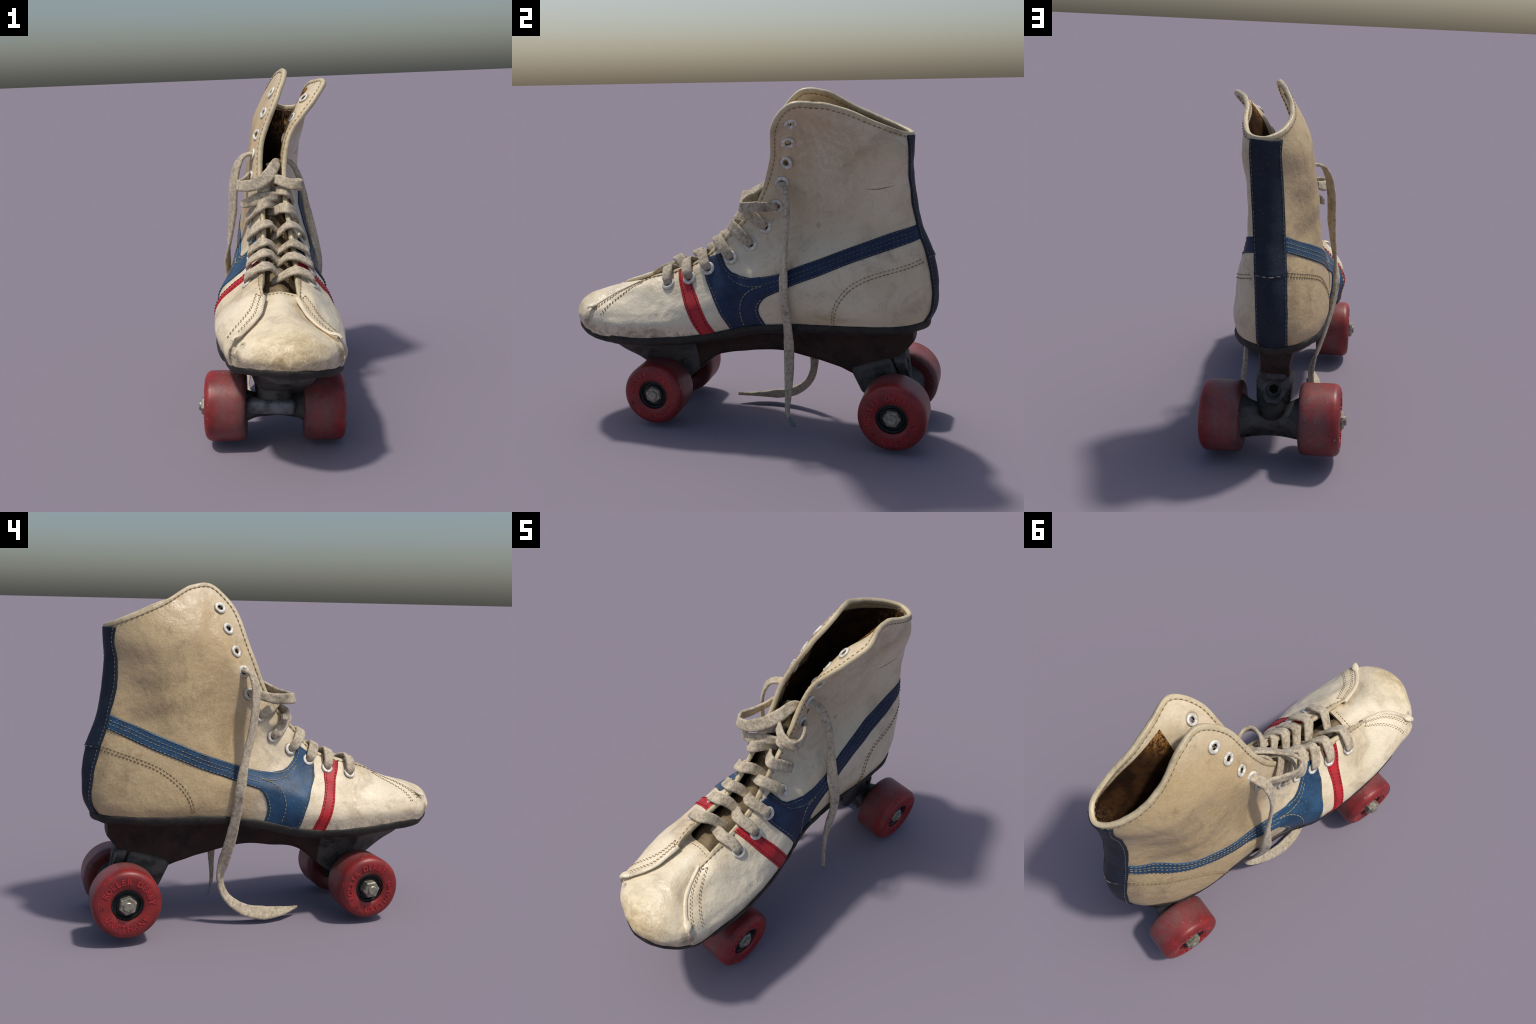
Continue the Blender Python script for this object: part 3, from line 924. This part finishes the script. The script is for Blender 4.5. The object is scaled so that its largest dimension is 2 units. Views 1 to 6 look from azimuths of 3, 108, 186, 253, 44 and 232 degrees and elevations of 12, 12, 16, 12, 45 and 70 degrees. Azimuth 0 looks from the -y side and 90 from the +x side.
# ------------------------------------------------------------------ sole: rubber welt, wedge, trucks
prof = [(-.030, .004), (.001, .007), (.0045, .003), (.0055, -.006), (.0035, -.022), (-.004, -.034), (-.018, -.043), (-.060, -.050)]
rows = []
for p, n_ in zip(LP0, flat_n):
    chip = 0.0035 * smooth_noise(p, 16.0, 6.0) + 0.002 * smooth_noise(p, 45.0, 1.0)
    thin = 1.0 - 0.18 * math.exp(-((p[1] + 0.95) / 0.15) ** 2) + 0.12 * smooth_noise(p, 8.0, 3.0)
    chip += 0.008 * math.exp(-((p[1] - 0.12) / 0.22) ** 2) + (0.003 if p[1] > -0.7 else -0.004)
    for o, z in prof:
        rows.append(p + n_ * (o + chip) + V((0, 0, z * thin + 0.002 * smooth_noise(p, 25.0, 2.0))))
faces = grid_faces(len(LP0), len(prof), True, False)
bottom = V(rows).reshape(len(LP0), len(prof), 3)[:, -1]
bv, bf = cap_pairs(bottom, 12, len(rows))
sole = mesh_object("rubber_welt", rows + bv, faces + bf, RAND, skate)
recalc(sole)
sharpen(sole, 55)


def table(y, ys, vals):
    return float((hermite_matrix(ys, [np.clip(y, ys[0], ys[-1])]) @ V(vals))[0])


WY = [-.955, -.88, -.80, -.72, -.62, -.54, -.48, -.38, -.28, -.20, 0.0, .15, .35, .50, .60, .75, .84, .885]
WB = [.482, .456, .428, .390, .335, .285, .245, .210, .272, .340, .388, .402, .370, .336, .304, .370, .440, .500]     # underside height
WT = [.090, .175, .225, .245, .255, .254, .250, .240, .215, .190, .120, .100, .100, .110, .116, .108, .096, .082]      # half width under the welt
WW = [.070, .095, .110, .118, .118, .120, .124, .122, .110, .095, .065, .060, .060, .068, .076, .078, .072, .068]      # half width of the underside
WC = [.090, .095, .095, .086, .074, .060, .048, .036, .030, .028, .020, .018, .018, .016, .014, .006, -.002, -.005]
secs, m = [], 34
ysec = np.linspace(WY[0], WY[-1], 90)
left_w = V([p for p in LP0[:toe_i + 1]])
for y in ysec:
    zb, wt, wb, cx = (table(y, WY, t) for t in (WB, WT, WW, WC))
    zt = float(np.interp(y, left_w[::-1, 1], left_w[::-1, 2])) - 0.022
    zt = max(zt, zb + 0.03)
    row = []
    for k in range(m):
        f = k / (m - 1) * 2 - 1                          # -1 .. 1 round the underside
        a = abs(f)
        if a > 0.35:
            q = (a - 0.35) / 0.65
            x = wb + (wt - wb) * q ** (1.5 if y < -0.45 else 2.0)
            z = zb + 0.012 + (zt - zb - 0.012) * q ** 0.9
        else:
            x = wb * (a / 0.35) ** 0.9
            z = zb + 0.012 * (a / 0.35) ** 3
        p = V((cx + math.copysign(x, f), y, z))
        p = p + V((smooth_noise(p, 9, 3.0), smooth_noise(p, 9, 5.0) * 0.3, smooth_noise(p, 9, 8.0))) * 0.007
        row.append(p)
    secs += row
wf = grid_faces(len(ysec), m, False, True) + [tuple(range(m)), tuple((len(ysec) - 1) * m + k for k in range(m))]
fm = [1 if ysec[min(f[0] // m, len(ysec) - 1)] < -0.28 else 0 for f in wf]
wedge = mesh_object("sole_wedge", secs, wf, [WEDGE, CAST], skate, True, fm)
recalc(wedge)
sharpen(wedge, 60)


def rounded_box(name, size, mat, parent, M, bevel=0.012, taper=1.0, segs=3, wob=0.0):
    bm = bmesh.new()
    bmesh.ops.create_cube(bm, size=1.0)
    for v in bm.verts:
        k = taper if v.co.z < 0 else 1.0
        v.co = Vector((v.co.x * size[0] * k, v.co.y * size[1] * k, v.co.z * size[2]))
    bmesh.ops.bevel(bm, geom=list(bm.edges), offset=bevel, segments=segs, affect="EDGES", profile=0.5)
    bmesh.ops.transform(bm, matrix=M, verts=bm.verts)
    me = bpy.data.meshes.new(name)
    bm.to_mesh(me)
    bm.free()
    me.materials.append(mat)
    me.polygons.foreach_set("use_smooth", [True] * len(me.polygons))
    ob = link(bpy.data.objects.new(name, me), parent)
    sharpen(ob, 40)
    return ob


def revolve(name, prof, mat, parent, M, n=48, closed=False, wob=0.0, bake=True):
    """turn a profile of (radius, height) round z"""
    verts = []
    for i in range(n):
        a = 2 * math.pi * i / n
        for r, z in prof:
            rr = r * (1 + wob * smooth_noise((math.cos(a), math.sin(a), z * 8), 2.0, 4.0))
            verts.append((rr * math.cos(a), rr * math.sin(a), z))
    faces = grid_faces(n, len(prof), True, closed)
    ob = mesh_object(name, verts, faces, mat, parent)
    recalc(ob)
    sharpen(ob, 38)
    if bake:
        ob.data.transform(M)
    else:
        ob.matrix_basis = M
    return ob


def along(a, b, x=None):
    """frame at a whose z axis points to b"""
    z = unit(V(b) - V(a))
    ref = V(x if x is not None else (0, 0, 1.0))
    xx = unit(ref - z * (ref @ z))
    yy = np.cross(z, xx)
    M = Matrix.Identity(4)
    for r in range(3):
        M[r][0], M[r][1], M[r][2], M[r][3] = xx[r], yy[r], z[r], a[r]
    return M


# wheel centres; each axle is slightly skewed
WHEELS = {"rear_left": (-.233, .820, .215), "rear_right": (.245, .820, .192), "front_left": (-.227, -.487, .195), "front_right": (.245, -.474, .184)}


def truck(lc, rc, rear):
    lc, rc = V(lc), V(rc)
    ax = unit(rc - lc)
    mid = (lc + rc) / 2
    span = np.linalg.norm(rc - lc)
    half = span / 2 - 0.085
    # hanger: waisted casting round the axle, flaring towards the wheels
    prof = [(0.0, -half)]
    for t in np.linspace(-1, 1, 25):
        r = (0.058 if rear else 0.050) + (0.050 if rear else 0.034) * abs(t) ** 2.6 + (0.006 if rear else 0.0)
        prof.append((r, t * half))
    prof.append((0.0, half))
    hang = revolve("truck", prof, CAST, skate, along(mid, mid + ax), 40, wob=0.10)
    revolve("axle", [(0, -span / 2 - .02), (.021, -span / 2 - .02), (.021, span / 2 + .02), (0, span / 2 + .02)], STEEL, hang, along(mid, mid + ax), 20)
    s = 1 if rear else -1
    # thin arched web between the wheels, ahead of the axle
    cols, wv = np.linspace(-1, 1, 21), []
    for t in cols:
        c = mid + ax * (t * half)
        lo = (0.124 if rear else 0.062) + 0.022 * abs(t) ** 1.8
        for dy, dz in ((-.05, .05), (-.062, .0), (-.05, -lo + .02), (-.04, -lo), (-.028, -lo + .012), (-.02, .0), (-.02, .05)):
            wv.append(c + V((0, dy if rear else -dy, dz)))
    wob = mesh_object("truck_web", wv, grid_faces(21, 7, False, True) + [tuple(range(7)), tuple(140 + k for k in range(7))], CAST, hang)
    recalc(wob)
    top = mid + V((0.0, -0.125 if rear else 0.02, 0.105))
    rounded_box("truck_base", (0.19 if rear else 0.20, 0.24 if rear else 0.20, 0.18), CAST, hang, Matrix.Translation(Vector(top)) @ Matrix.Rotation(0.34 if rear else -0.16, 4, "X"), 0.035, 0.85, 4)
    # rubber cushion on a slanting kingpin
    k0 = mid + V((0, s * 0.02, 0.03))
    if rear:
        revolve("rubber_cushion", [(0, 0), (.055, 0), (.066, .018), (.066, .05), (.05, .07), (.03, .075), (0, .075)], RAND, hang, along(k0, k0 + V((0, s * 0.25, 1))), 28)
    if rear:
        # kingpin bracket: rounded triangular plate with a dished bolt hole
        c = mid + V((-0.005, 0.016, 0.155))
        outline = [(-.072, .072), (.072, .072), (.086, .050), (.050, -.030), (.022, -.066), (0, -.074), (-.022, -.066), (-.050, -.030), (-.086, .050)]
        loop = spline(outline + outline[:1], 40)[:-1]
        verts, rings = [], []
        for sc, dy in ((1.0, -.030), (1.0, .014), (.94, .022), (.42, .022), (.36, .018), (.30, -.004), (.05, -.006)):
            for x, z in loop:
                if sc < .5:
                    a = math.atan2(z - .0, x)
                    x, z = .075 * sc * 1.45 * math.cos(a) / 1.0, .075 * sc * 1.45 * math.sin(a)
                else:
                    x, z = x * sc, z * sc
                verts.append(c + V((x, dy - 0.25 * z, z)))
        faces = grid_faces(7, len(loop), False, True)
        ob = mesh_object("kingpin_bracket", verts, faces, CAST, hang)
        recalc(ob)
        sharpen(ob, 35)
        bo = c + V((0, -.006, 0))
        revolve("kingpin_bolt", [(0, 0.012), (.020, .012), (.022, .008), (.022, 0), (0, 0)], DARK, hang, along(bo, bo + V((0, 1, .25))), 6)
        rounded_box("bracket_arm", (0.13, 0.13, 0.05), CAST, hang, Matrix.Translation(Vector(mid + V((0, -.03, .205)))) @ Matrix.Rotation(0.45, 4, "X"), 0.018)
        rounded_box("axle_bar", (0.27, 0.035, 0.03), STEEL, hang, Matrix.Translation(Vector(mid + V((0, .035, -.004)))), 0.012)
    else:
        # bare bar across the front of the casting
        rounded_box("axle_bar", (0.25, 0.07, 0.075), CASTLIGHT, hang, Matrix.Translation(Vector(mid + V((-.02, -.060, .020)))) @ Matrix.Rotation(0.05, 4, "Y"), 0.026)
        rounded_box("bracket_arm", (0.15, 0.17, 0.06), CAST, hang, Matrix.Translation(Vector(mid + V((0.0, .10, .10)))) @ Matrix.Rotation(0.6, 4, "X"), 0.02)
    return hang


truck(WHEELS["rear_left"], WHEELS["rear_right"], True)
truck(WHEELS["front_left"], WHEELS["front_right"], False)


# ------------------------------------------------------------------ wheels
def letters(text, start, step, radius, size, flip):
    """raised letters on an arc, read clockwise from the start angle (degrees)"""
    verts, faces = [], []
    for k, ch in enumerate(text):
        if ch == " ":
            continue
        cu = bpy.data.curves.new("glyph", "FONT")
        cu.body = ch
        cu.align_x = "CENTER"
        cu.align_y = "CENTER"
        cu.size = size
        cu.extrude = 0.0028
        cu.offset = 0.0009
        cu.resolution_u = 3
        ob = bpy.data.objects.new("glyph", cu)
        bpy.context.scene.collection.objects.link(ob)
        me = bpy.data.meshes.new_from_object(ob.evaluated_get(bpy.context.evaluated_depsgraph_get()))
        a = math.radians(start - k * step if not flip else start + k * step)
        up = a - math.pi / 2 if not flip else a + math.pi / 2
        M = Matrix.Translation((radius * math.cos(a), radius * math.sin(a), 0)) @ Matrix.Rotation(up, 4, "Z")
        b = len(verts)
        verts += [M @ v.co for v in me.vertices]
        faces += [tuple(b + i for i in p.vertices) for p in me.polygons]
        bpy.data.objects.remove(ob)
        bpy.data.curves.remove(cu)
        bpy.data.meshes.remove(me)
    return verts, faces


def wheel(key, other, turn, R=0.180, nut_out=0.03):
    c, o = V(WHEELS[key]), V(WHEELS[other])
    out = unit(c - o)
    M = along(c, c + out, (0, 0, 1)) @ Matrix.Rotation(math.radians(turn), 4, "Z")
    w = 0.100
    prof = [(.081, w - .045), (.080, w - .012), (.086, w - .006), (.100, w - .003)]
    prof += [(R - .042 + .0 * k, w) for k in (0,)]
    for k in range(7):
        a = math.pi / 2 * k / 6
        prof.append((R - .034 + .034 * math.sin(a), w - .034 + .034 * math.cos(a)))
    prof += [(R + .0005, .02), (R, -.04)]
    for k in range(5):
        a = math.pi / 2 * k / 4
        prof.append((R - .026 + .026 * math.cos(a), -w + .026 - .026 * math.sin(a)))
    prof += [(.11, -w + .004), (.085, -w + .012), (.075, -w + .03), (.03, -w + .035)]
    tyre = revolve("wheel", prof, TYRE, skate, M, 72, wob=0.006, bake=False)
    I = Matrix.Identity(4)
    revolve("bearing_cup", [(.0, .072), (.030, .072), (.034, .078), (.052, .078), (.055, .070), (.062, .070), (.066, .080), (.071, .084), (.0765, .083), (.0835, w - .020), (.0835, .03), (0, .03)], HUB, tyre, I, 40)
    nut = revolve("axle_nut", [(0, .050), (.046, .050), (.047, .054), (.047, w + nut_out - .026), (.041, w + nut_out - .018), (.030, w + nut_out - .018), (0, w + nut_out - .018)], STEEL, tyre, Matrix.Rotation(0.3, 4, "Z"), 6)
    for p in nut.data.polygons:
        p.use_smooth = False
    revolve("axle_end", [(0, .06), (.025, .06), (.025, w + nut_out - .010), (.021, w + nut_out - .006), (.006, w + nut_out - .007), (0, w + nut_out - .009)], STEEL, tyre, I, 20)
    rad = 0.1195
    vs_, fs_ = [], []
    for text, start, step, flip in (("ROLLER DERBY", 152, 13.4, False), ("URETHANE", 214, 15.0, True), ("*", 183, 1, False)):
        v_, f_ = letters(text, start, step, rad, 0.041 if len(text) > 1 else 0.034, flip)
        b = len(vs_)
        vs_ += v_
        fs_ += [tuple(b + i for i in f) for f in f_]
    let = mesh_object("raised_lettering", vs_, fs_, LETTER, tyre, False)
    let.data.transform(Matrix.Translation((0, 0, w - 0.0005)))
    return tyre


# the frame's x axis points up; turn sets how each wheel has stopped
wheel("rear_left", "rear_right", -90, 0.175, 0.034)
wheel("rear_right", "rear_left", -50, 0.174, 0.010)
wheel("front_left", "front_right", -42, 0.170, 0.040)
wheel("front_right", "front_left", -70, 0.167, 0.010)


# ------------------------------------------------------------------ laces
def lace(name, pts, ups, width=0.046, parent=None, widths=None, n=None, thick=0.0105, mat=None):
    n = n or max(24, len(pts) * 9)
    p = spline(pts, n)
    d = V(pts, float)
    k = np.r_[0, np.cumsum(np.linalg.norm(np.diff(d, axis=0), axis=1) ** 0.7)]
    kk = np.linspace(0, k[-1], n)
    up = np.stack([np.interp(kk, k, V(ups, float)[:, c]) for c in range(3)], -1)
    wd = np.ones(n) * width if widths is None else np.interp(kk, k, V(widths))
    wd = wd * (1 + 0.06 * V([smooth_noise(q, 30.0, 8.0) for q in p]))
    prof = oval(0.5, 1.0, 14, 0.72)
    prof = [(x, y * (1.0 - 0.25 * (abs(x) < 0.2) + 0.0)) for x, y in prof]
    sc = np.stack([wd, np.full(n, thick)], 1)
    ob = sweep(name, p, up, prof, mat or LACE, parent, sc)
    for v in ob.data.vertices:
        h = 0.0011 * smooth_noise(v.co, 90.0, 1.0)
        v.co = v.co + Vector((h, h * 0.6, h))
    return ob


laces = None
C_EDGE_L, C_EDGE_R = QP[::-1, -1], QP[:, -1]


def edge_near(p, side):
    """closest point of the throat edge on one side"""
    half = QP[len(QU) // 2:, -1] if side < 0 else QP[:len(QU) // 2, -1]
    i = int(np.argmin(((half - p) ** 2).sum(1)))
    return half[i]


def cross_strand(side, k, loose=1.0, twist=0.0):
    """one pass of the lace: out of the eyelet, over the eyestay edge, diving across to the far side"""
    e, n_ = EYE_FRAME[(0 if side < 0 else 11) + k]
    eo, no = EYE_FRAME[(11 if side < 0 else 0) + k]
    t = edge_near(e, side)
    to = edge_near(eo, -side)
    cen = (t + to) / 2
    across = unit(to - t)
    alongt = unit(V((0, -1, -0.55))) if k > 6 else unit(V((0, -0.6, -1.0)))
    upv = unit(np.cross(across, alongt))
    if upv[2] < 0 and upv[1] > 0:
        upv = -upv
    if upv[2] < 0:
        upv = -upv
    j = lambda s: V((rng.uniform(-s, s), rng.uniform(-s, s), rng.uniform(-s, s)))
    slip = alongt * ((-0.034 if side < 0 else -0.014) + rng.uniform(-0.012, 0.012))
    pts = [e - n_ * 0.020, e + n_ * 0.010 + unit(t - e) * 0.002, e + n_ * (0.024 * loose) + unit(t - e) * 0.018, (e * 0.4 + t * 0.6) + n_ * (0.024 * loose) + upv * 0.010 * loose + j(.002),
           t + upv * (0.029 * loose) + across * 0.008 + slip * .2 + j(.002), t + across * 0.036 + upv * (0.006 * loose) + slip * .7 + j(.003), cen - across * 0.008 - upv * 0.036 + slip, cen + across * 0.022 - upv * 0.070 + slip * 1.2]
    ups = [unit(t - e) * 0.9 + n_ * 0.3, n_ * 0.5 + unit(t - e) * -0.1 + unit(e - t) * 0.6, n_ + unit(e - t) * .3, n_ + upv * 0.4, upv + n_ * .1, upv + across * 0.5, upv + across * 0.5, upv + across * 0.7]
    ups[0] = unit(e - t)
    wd = [.028, .038, .052, .058, .060, .058, .052, .042]
    return lace("lace", pts, ups, parent=laces, widths=wd, n=80)


lace_root = cross_strand(-1, 10)
laces = lace_root
lace_root.parent = skate
cross_strand(1, 10, 1.0)
for k in range(9, 4, -1):
    cross_strand(-1, k, 1.05 + 0.1 * rng.random())
    cross_strand(1, k, 1.05 + 0.1 * rng.random())

# loose top passes: bows that stand away from the boot
eL5, nL5 = EYE_FRAME[4]
eR5, nR5 = EYE_FRAME[15]
Z = V((0, 0, 1.0))
lace("lace", [eL5 - nL5 * .02, eL5 + nL5 * .012, eL5 + nL5 * .025 + V((0, -.05, -.012)), (-.142, .020, 1.215), (-.156, -.048, 1.216), (-.134, -.084, 1.216), (-.088, -.080, 1.216), (-.030, -.030, 1.232), (.020, .050, 1.275), (.045, .120, 1.310), (.055, .170, 1.290)],
     [(-1, -.2, 0), (-1, -.2, 0), (-1, -.2, .05), (-1, -.2, .1), (-.8, -.7, .1), (-.2, -1, .2), (.3, -1, .35), (.5, -.8, .6), (.5, -.7, .6), (.4, -.8, .5), (.3, -.9, .2)],
     parent=laces, widths=[.03, .040, .048, .056, .058, .058, .062, .066, .062, .052, .04], n=110)
lace("lace", [eR5 - nR5 * .02, eR5 + nR5 * .014, (.125, .125, 1.195), (.160, .080, 1.200), (.176, .035, 1.198), (.165, .000, 1.198), (.130, -.012, 1.206), (.085, -.004, 1.218), (.045, .018, 1.232), (.015, .050, 1.224)],
     [(.6, .3, 0), (.8, -.2, 0), (.8, .6, 0), (.9, .4, .1), (1, -.1, .1), (.5, -.9, .15), (0, -1, .3), (-.2, -1, .3), (-.2, -1, .3), (-.2, -1, .3)],
     parent=laces, widths=[.03, .040, .048, .055, .056, .056, .056, .056, .052, .045], n=100)
# inner strands lying on the tongue
lace("lace", [(-.045, .02, 1.17), (-.01, .03, 1.22), (.015, .08, 1.275), (.0, .14, 1.30)], [(0, -1, .5)] * 4, parent=laces, widths=[.04, .045, .035, .03])
lace("lace", [(-.140, -.02, 1.118), (-.125, -.055, 1.120), (-.075, -.070, 1.135), (-.015, -.035, 1.150), (.040, .010, 1.140), (.070, .060, 1.090)], [(-.8, -.6, .1), (-.4, -1, .1), (.1, -1, .3), (.3, -1, .4), (.3, -1, .4), (.3, -1, .6)], parent=laces, widths=[.034, .046, .054, .054, .05, .04], n=70)

# hanging ends
eL4, nL4 = EYE_FRAME[3]
lace("lace", [eL4 - nL4 * .02, eL4 + nL4 * .015, (-.135, .150, 1.345), (-.165, .138, 1.300), (-.190, .138, 1.200), (-.203, .160, 1.050), (-.226, .200, .910), (-.250, .230, .758), (-.240, .248, .620), (-.210, .270, .475), (-.175, .294, .355), (-.148, .305, .250), (-.150, .275, .162), (-.165, .180, .082), (-.172, .076, .054), (-.155, -.035, .047), (-.123, -.145, .050)],
     [(-.3, -.4, 1), (-.4, -.4, 1), (-.6, -.3, .8), (-1, -.8, .3), (-1, -.9, 0), (-1, -.9, 0), (-1, -.5, 0), (-1, .6, 0), (-1, .5, 0), (-1, .2, 0), (-1, .3, -.2), (-.8, -.6, -.1), (-.8, -.5, .4), (-.8, .1, .65), (-.8, .2, .6), (-.6, .1, .8), (-.5, 0, 1)],
     parent=laces, widths=[.03, .044, .054, .062, .068, .066, .048, .056, .050, .060, .058, .044, .050, .066, .080, .062, .010], n=200)
eR4, nR4 = EYE_FRAME[14]
lace("lace", [eR4 - nR4 * .02, eR4 + nR4 * .014, (.128, .222, 1.285), (.160, .238, 1.220), (.180, .248, 1.150), (.194, .252, 1.080), (.212, .249, .990), (.242, .246, .848), (.262, .254, .733), (.254, .268, .611), (.237, .270, .495), (.224, .266, .366), (.227, .262, .240), (.234, .258, .130), (.232, .262, .100)],
     [(.8, .2, .6), (.8, .2, .6), (1, -.3, .4), (1, -.5, .2), (1, -.5, 0), (.4, -1, 0), (.7, -1, 0), (1, -.7, 0), (1, -.6, 0), (1, -.4, 0), (1, -.2, 0), (1, .2, 0), (.8, .6, 0), (.5, 1, 0), (.5, 1, 0)],
     parent=laces, widths=[.03, .038, .046, .050, .044, .034, .046, .062, .054, .048, .058, .052, .040, .026, .020], n=180)
lace("aglet", [(.232, .262, .104), (.228, .270, .080), (.215, .283, .052), (.205, .292, .036)], [(.5, 1, .2)] * 4, parent=laces, widths=[.018, .026, .034, .014], thick=.006, mat=AGLET)

bpy.context.view_layer.update()
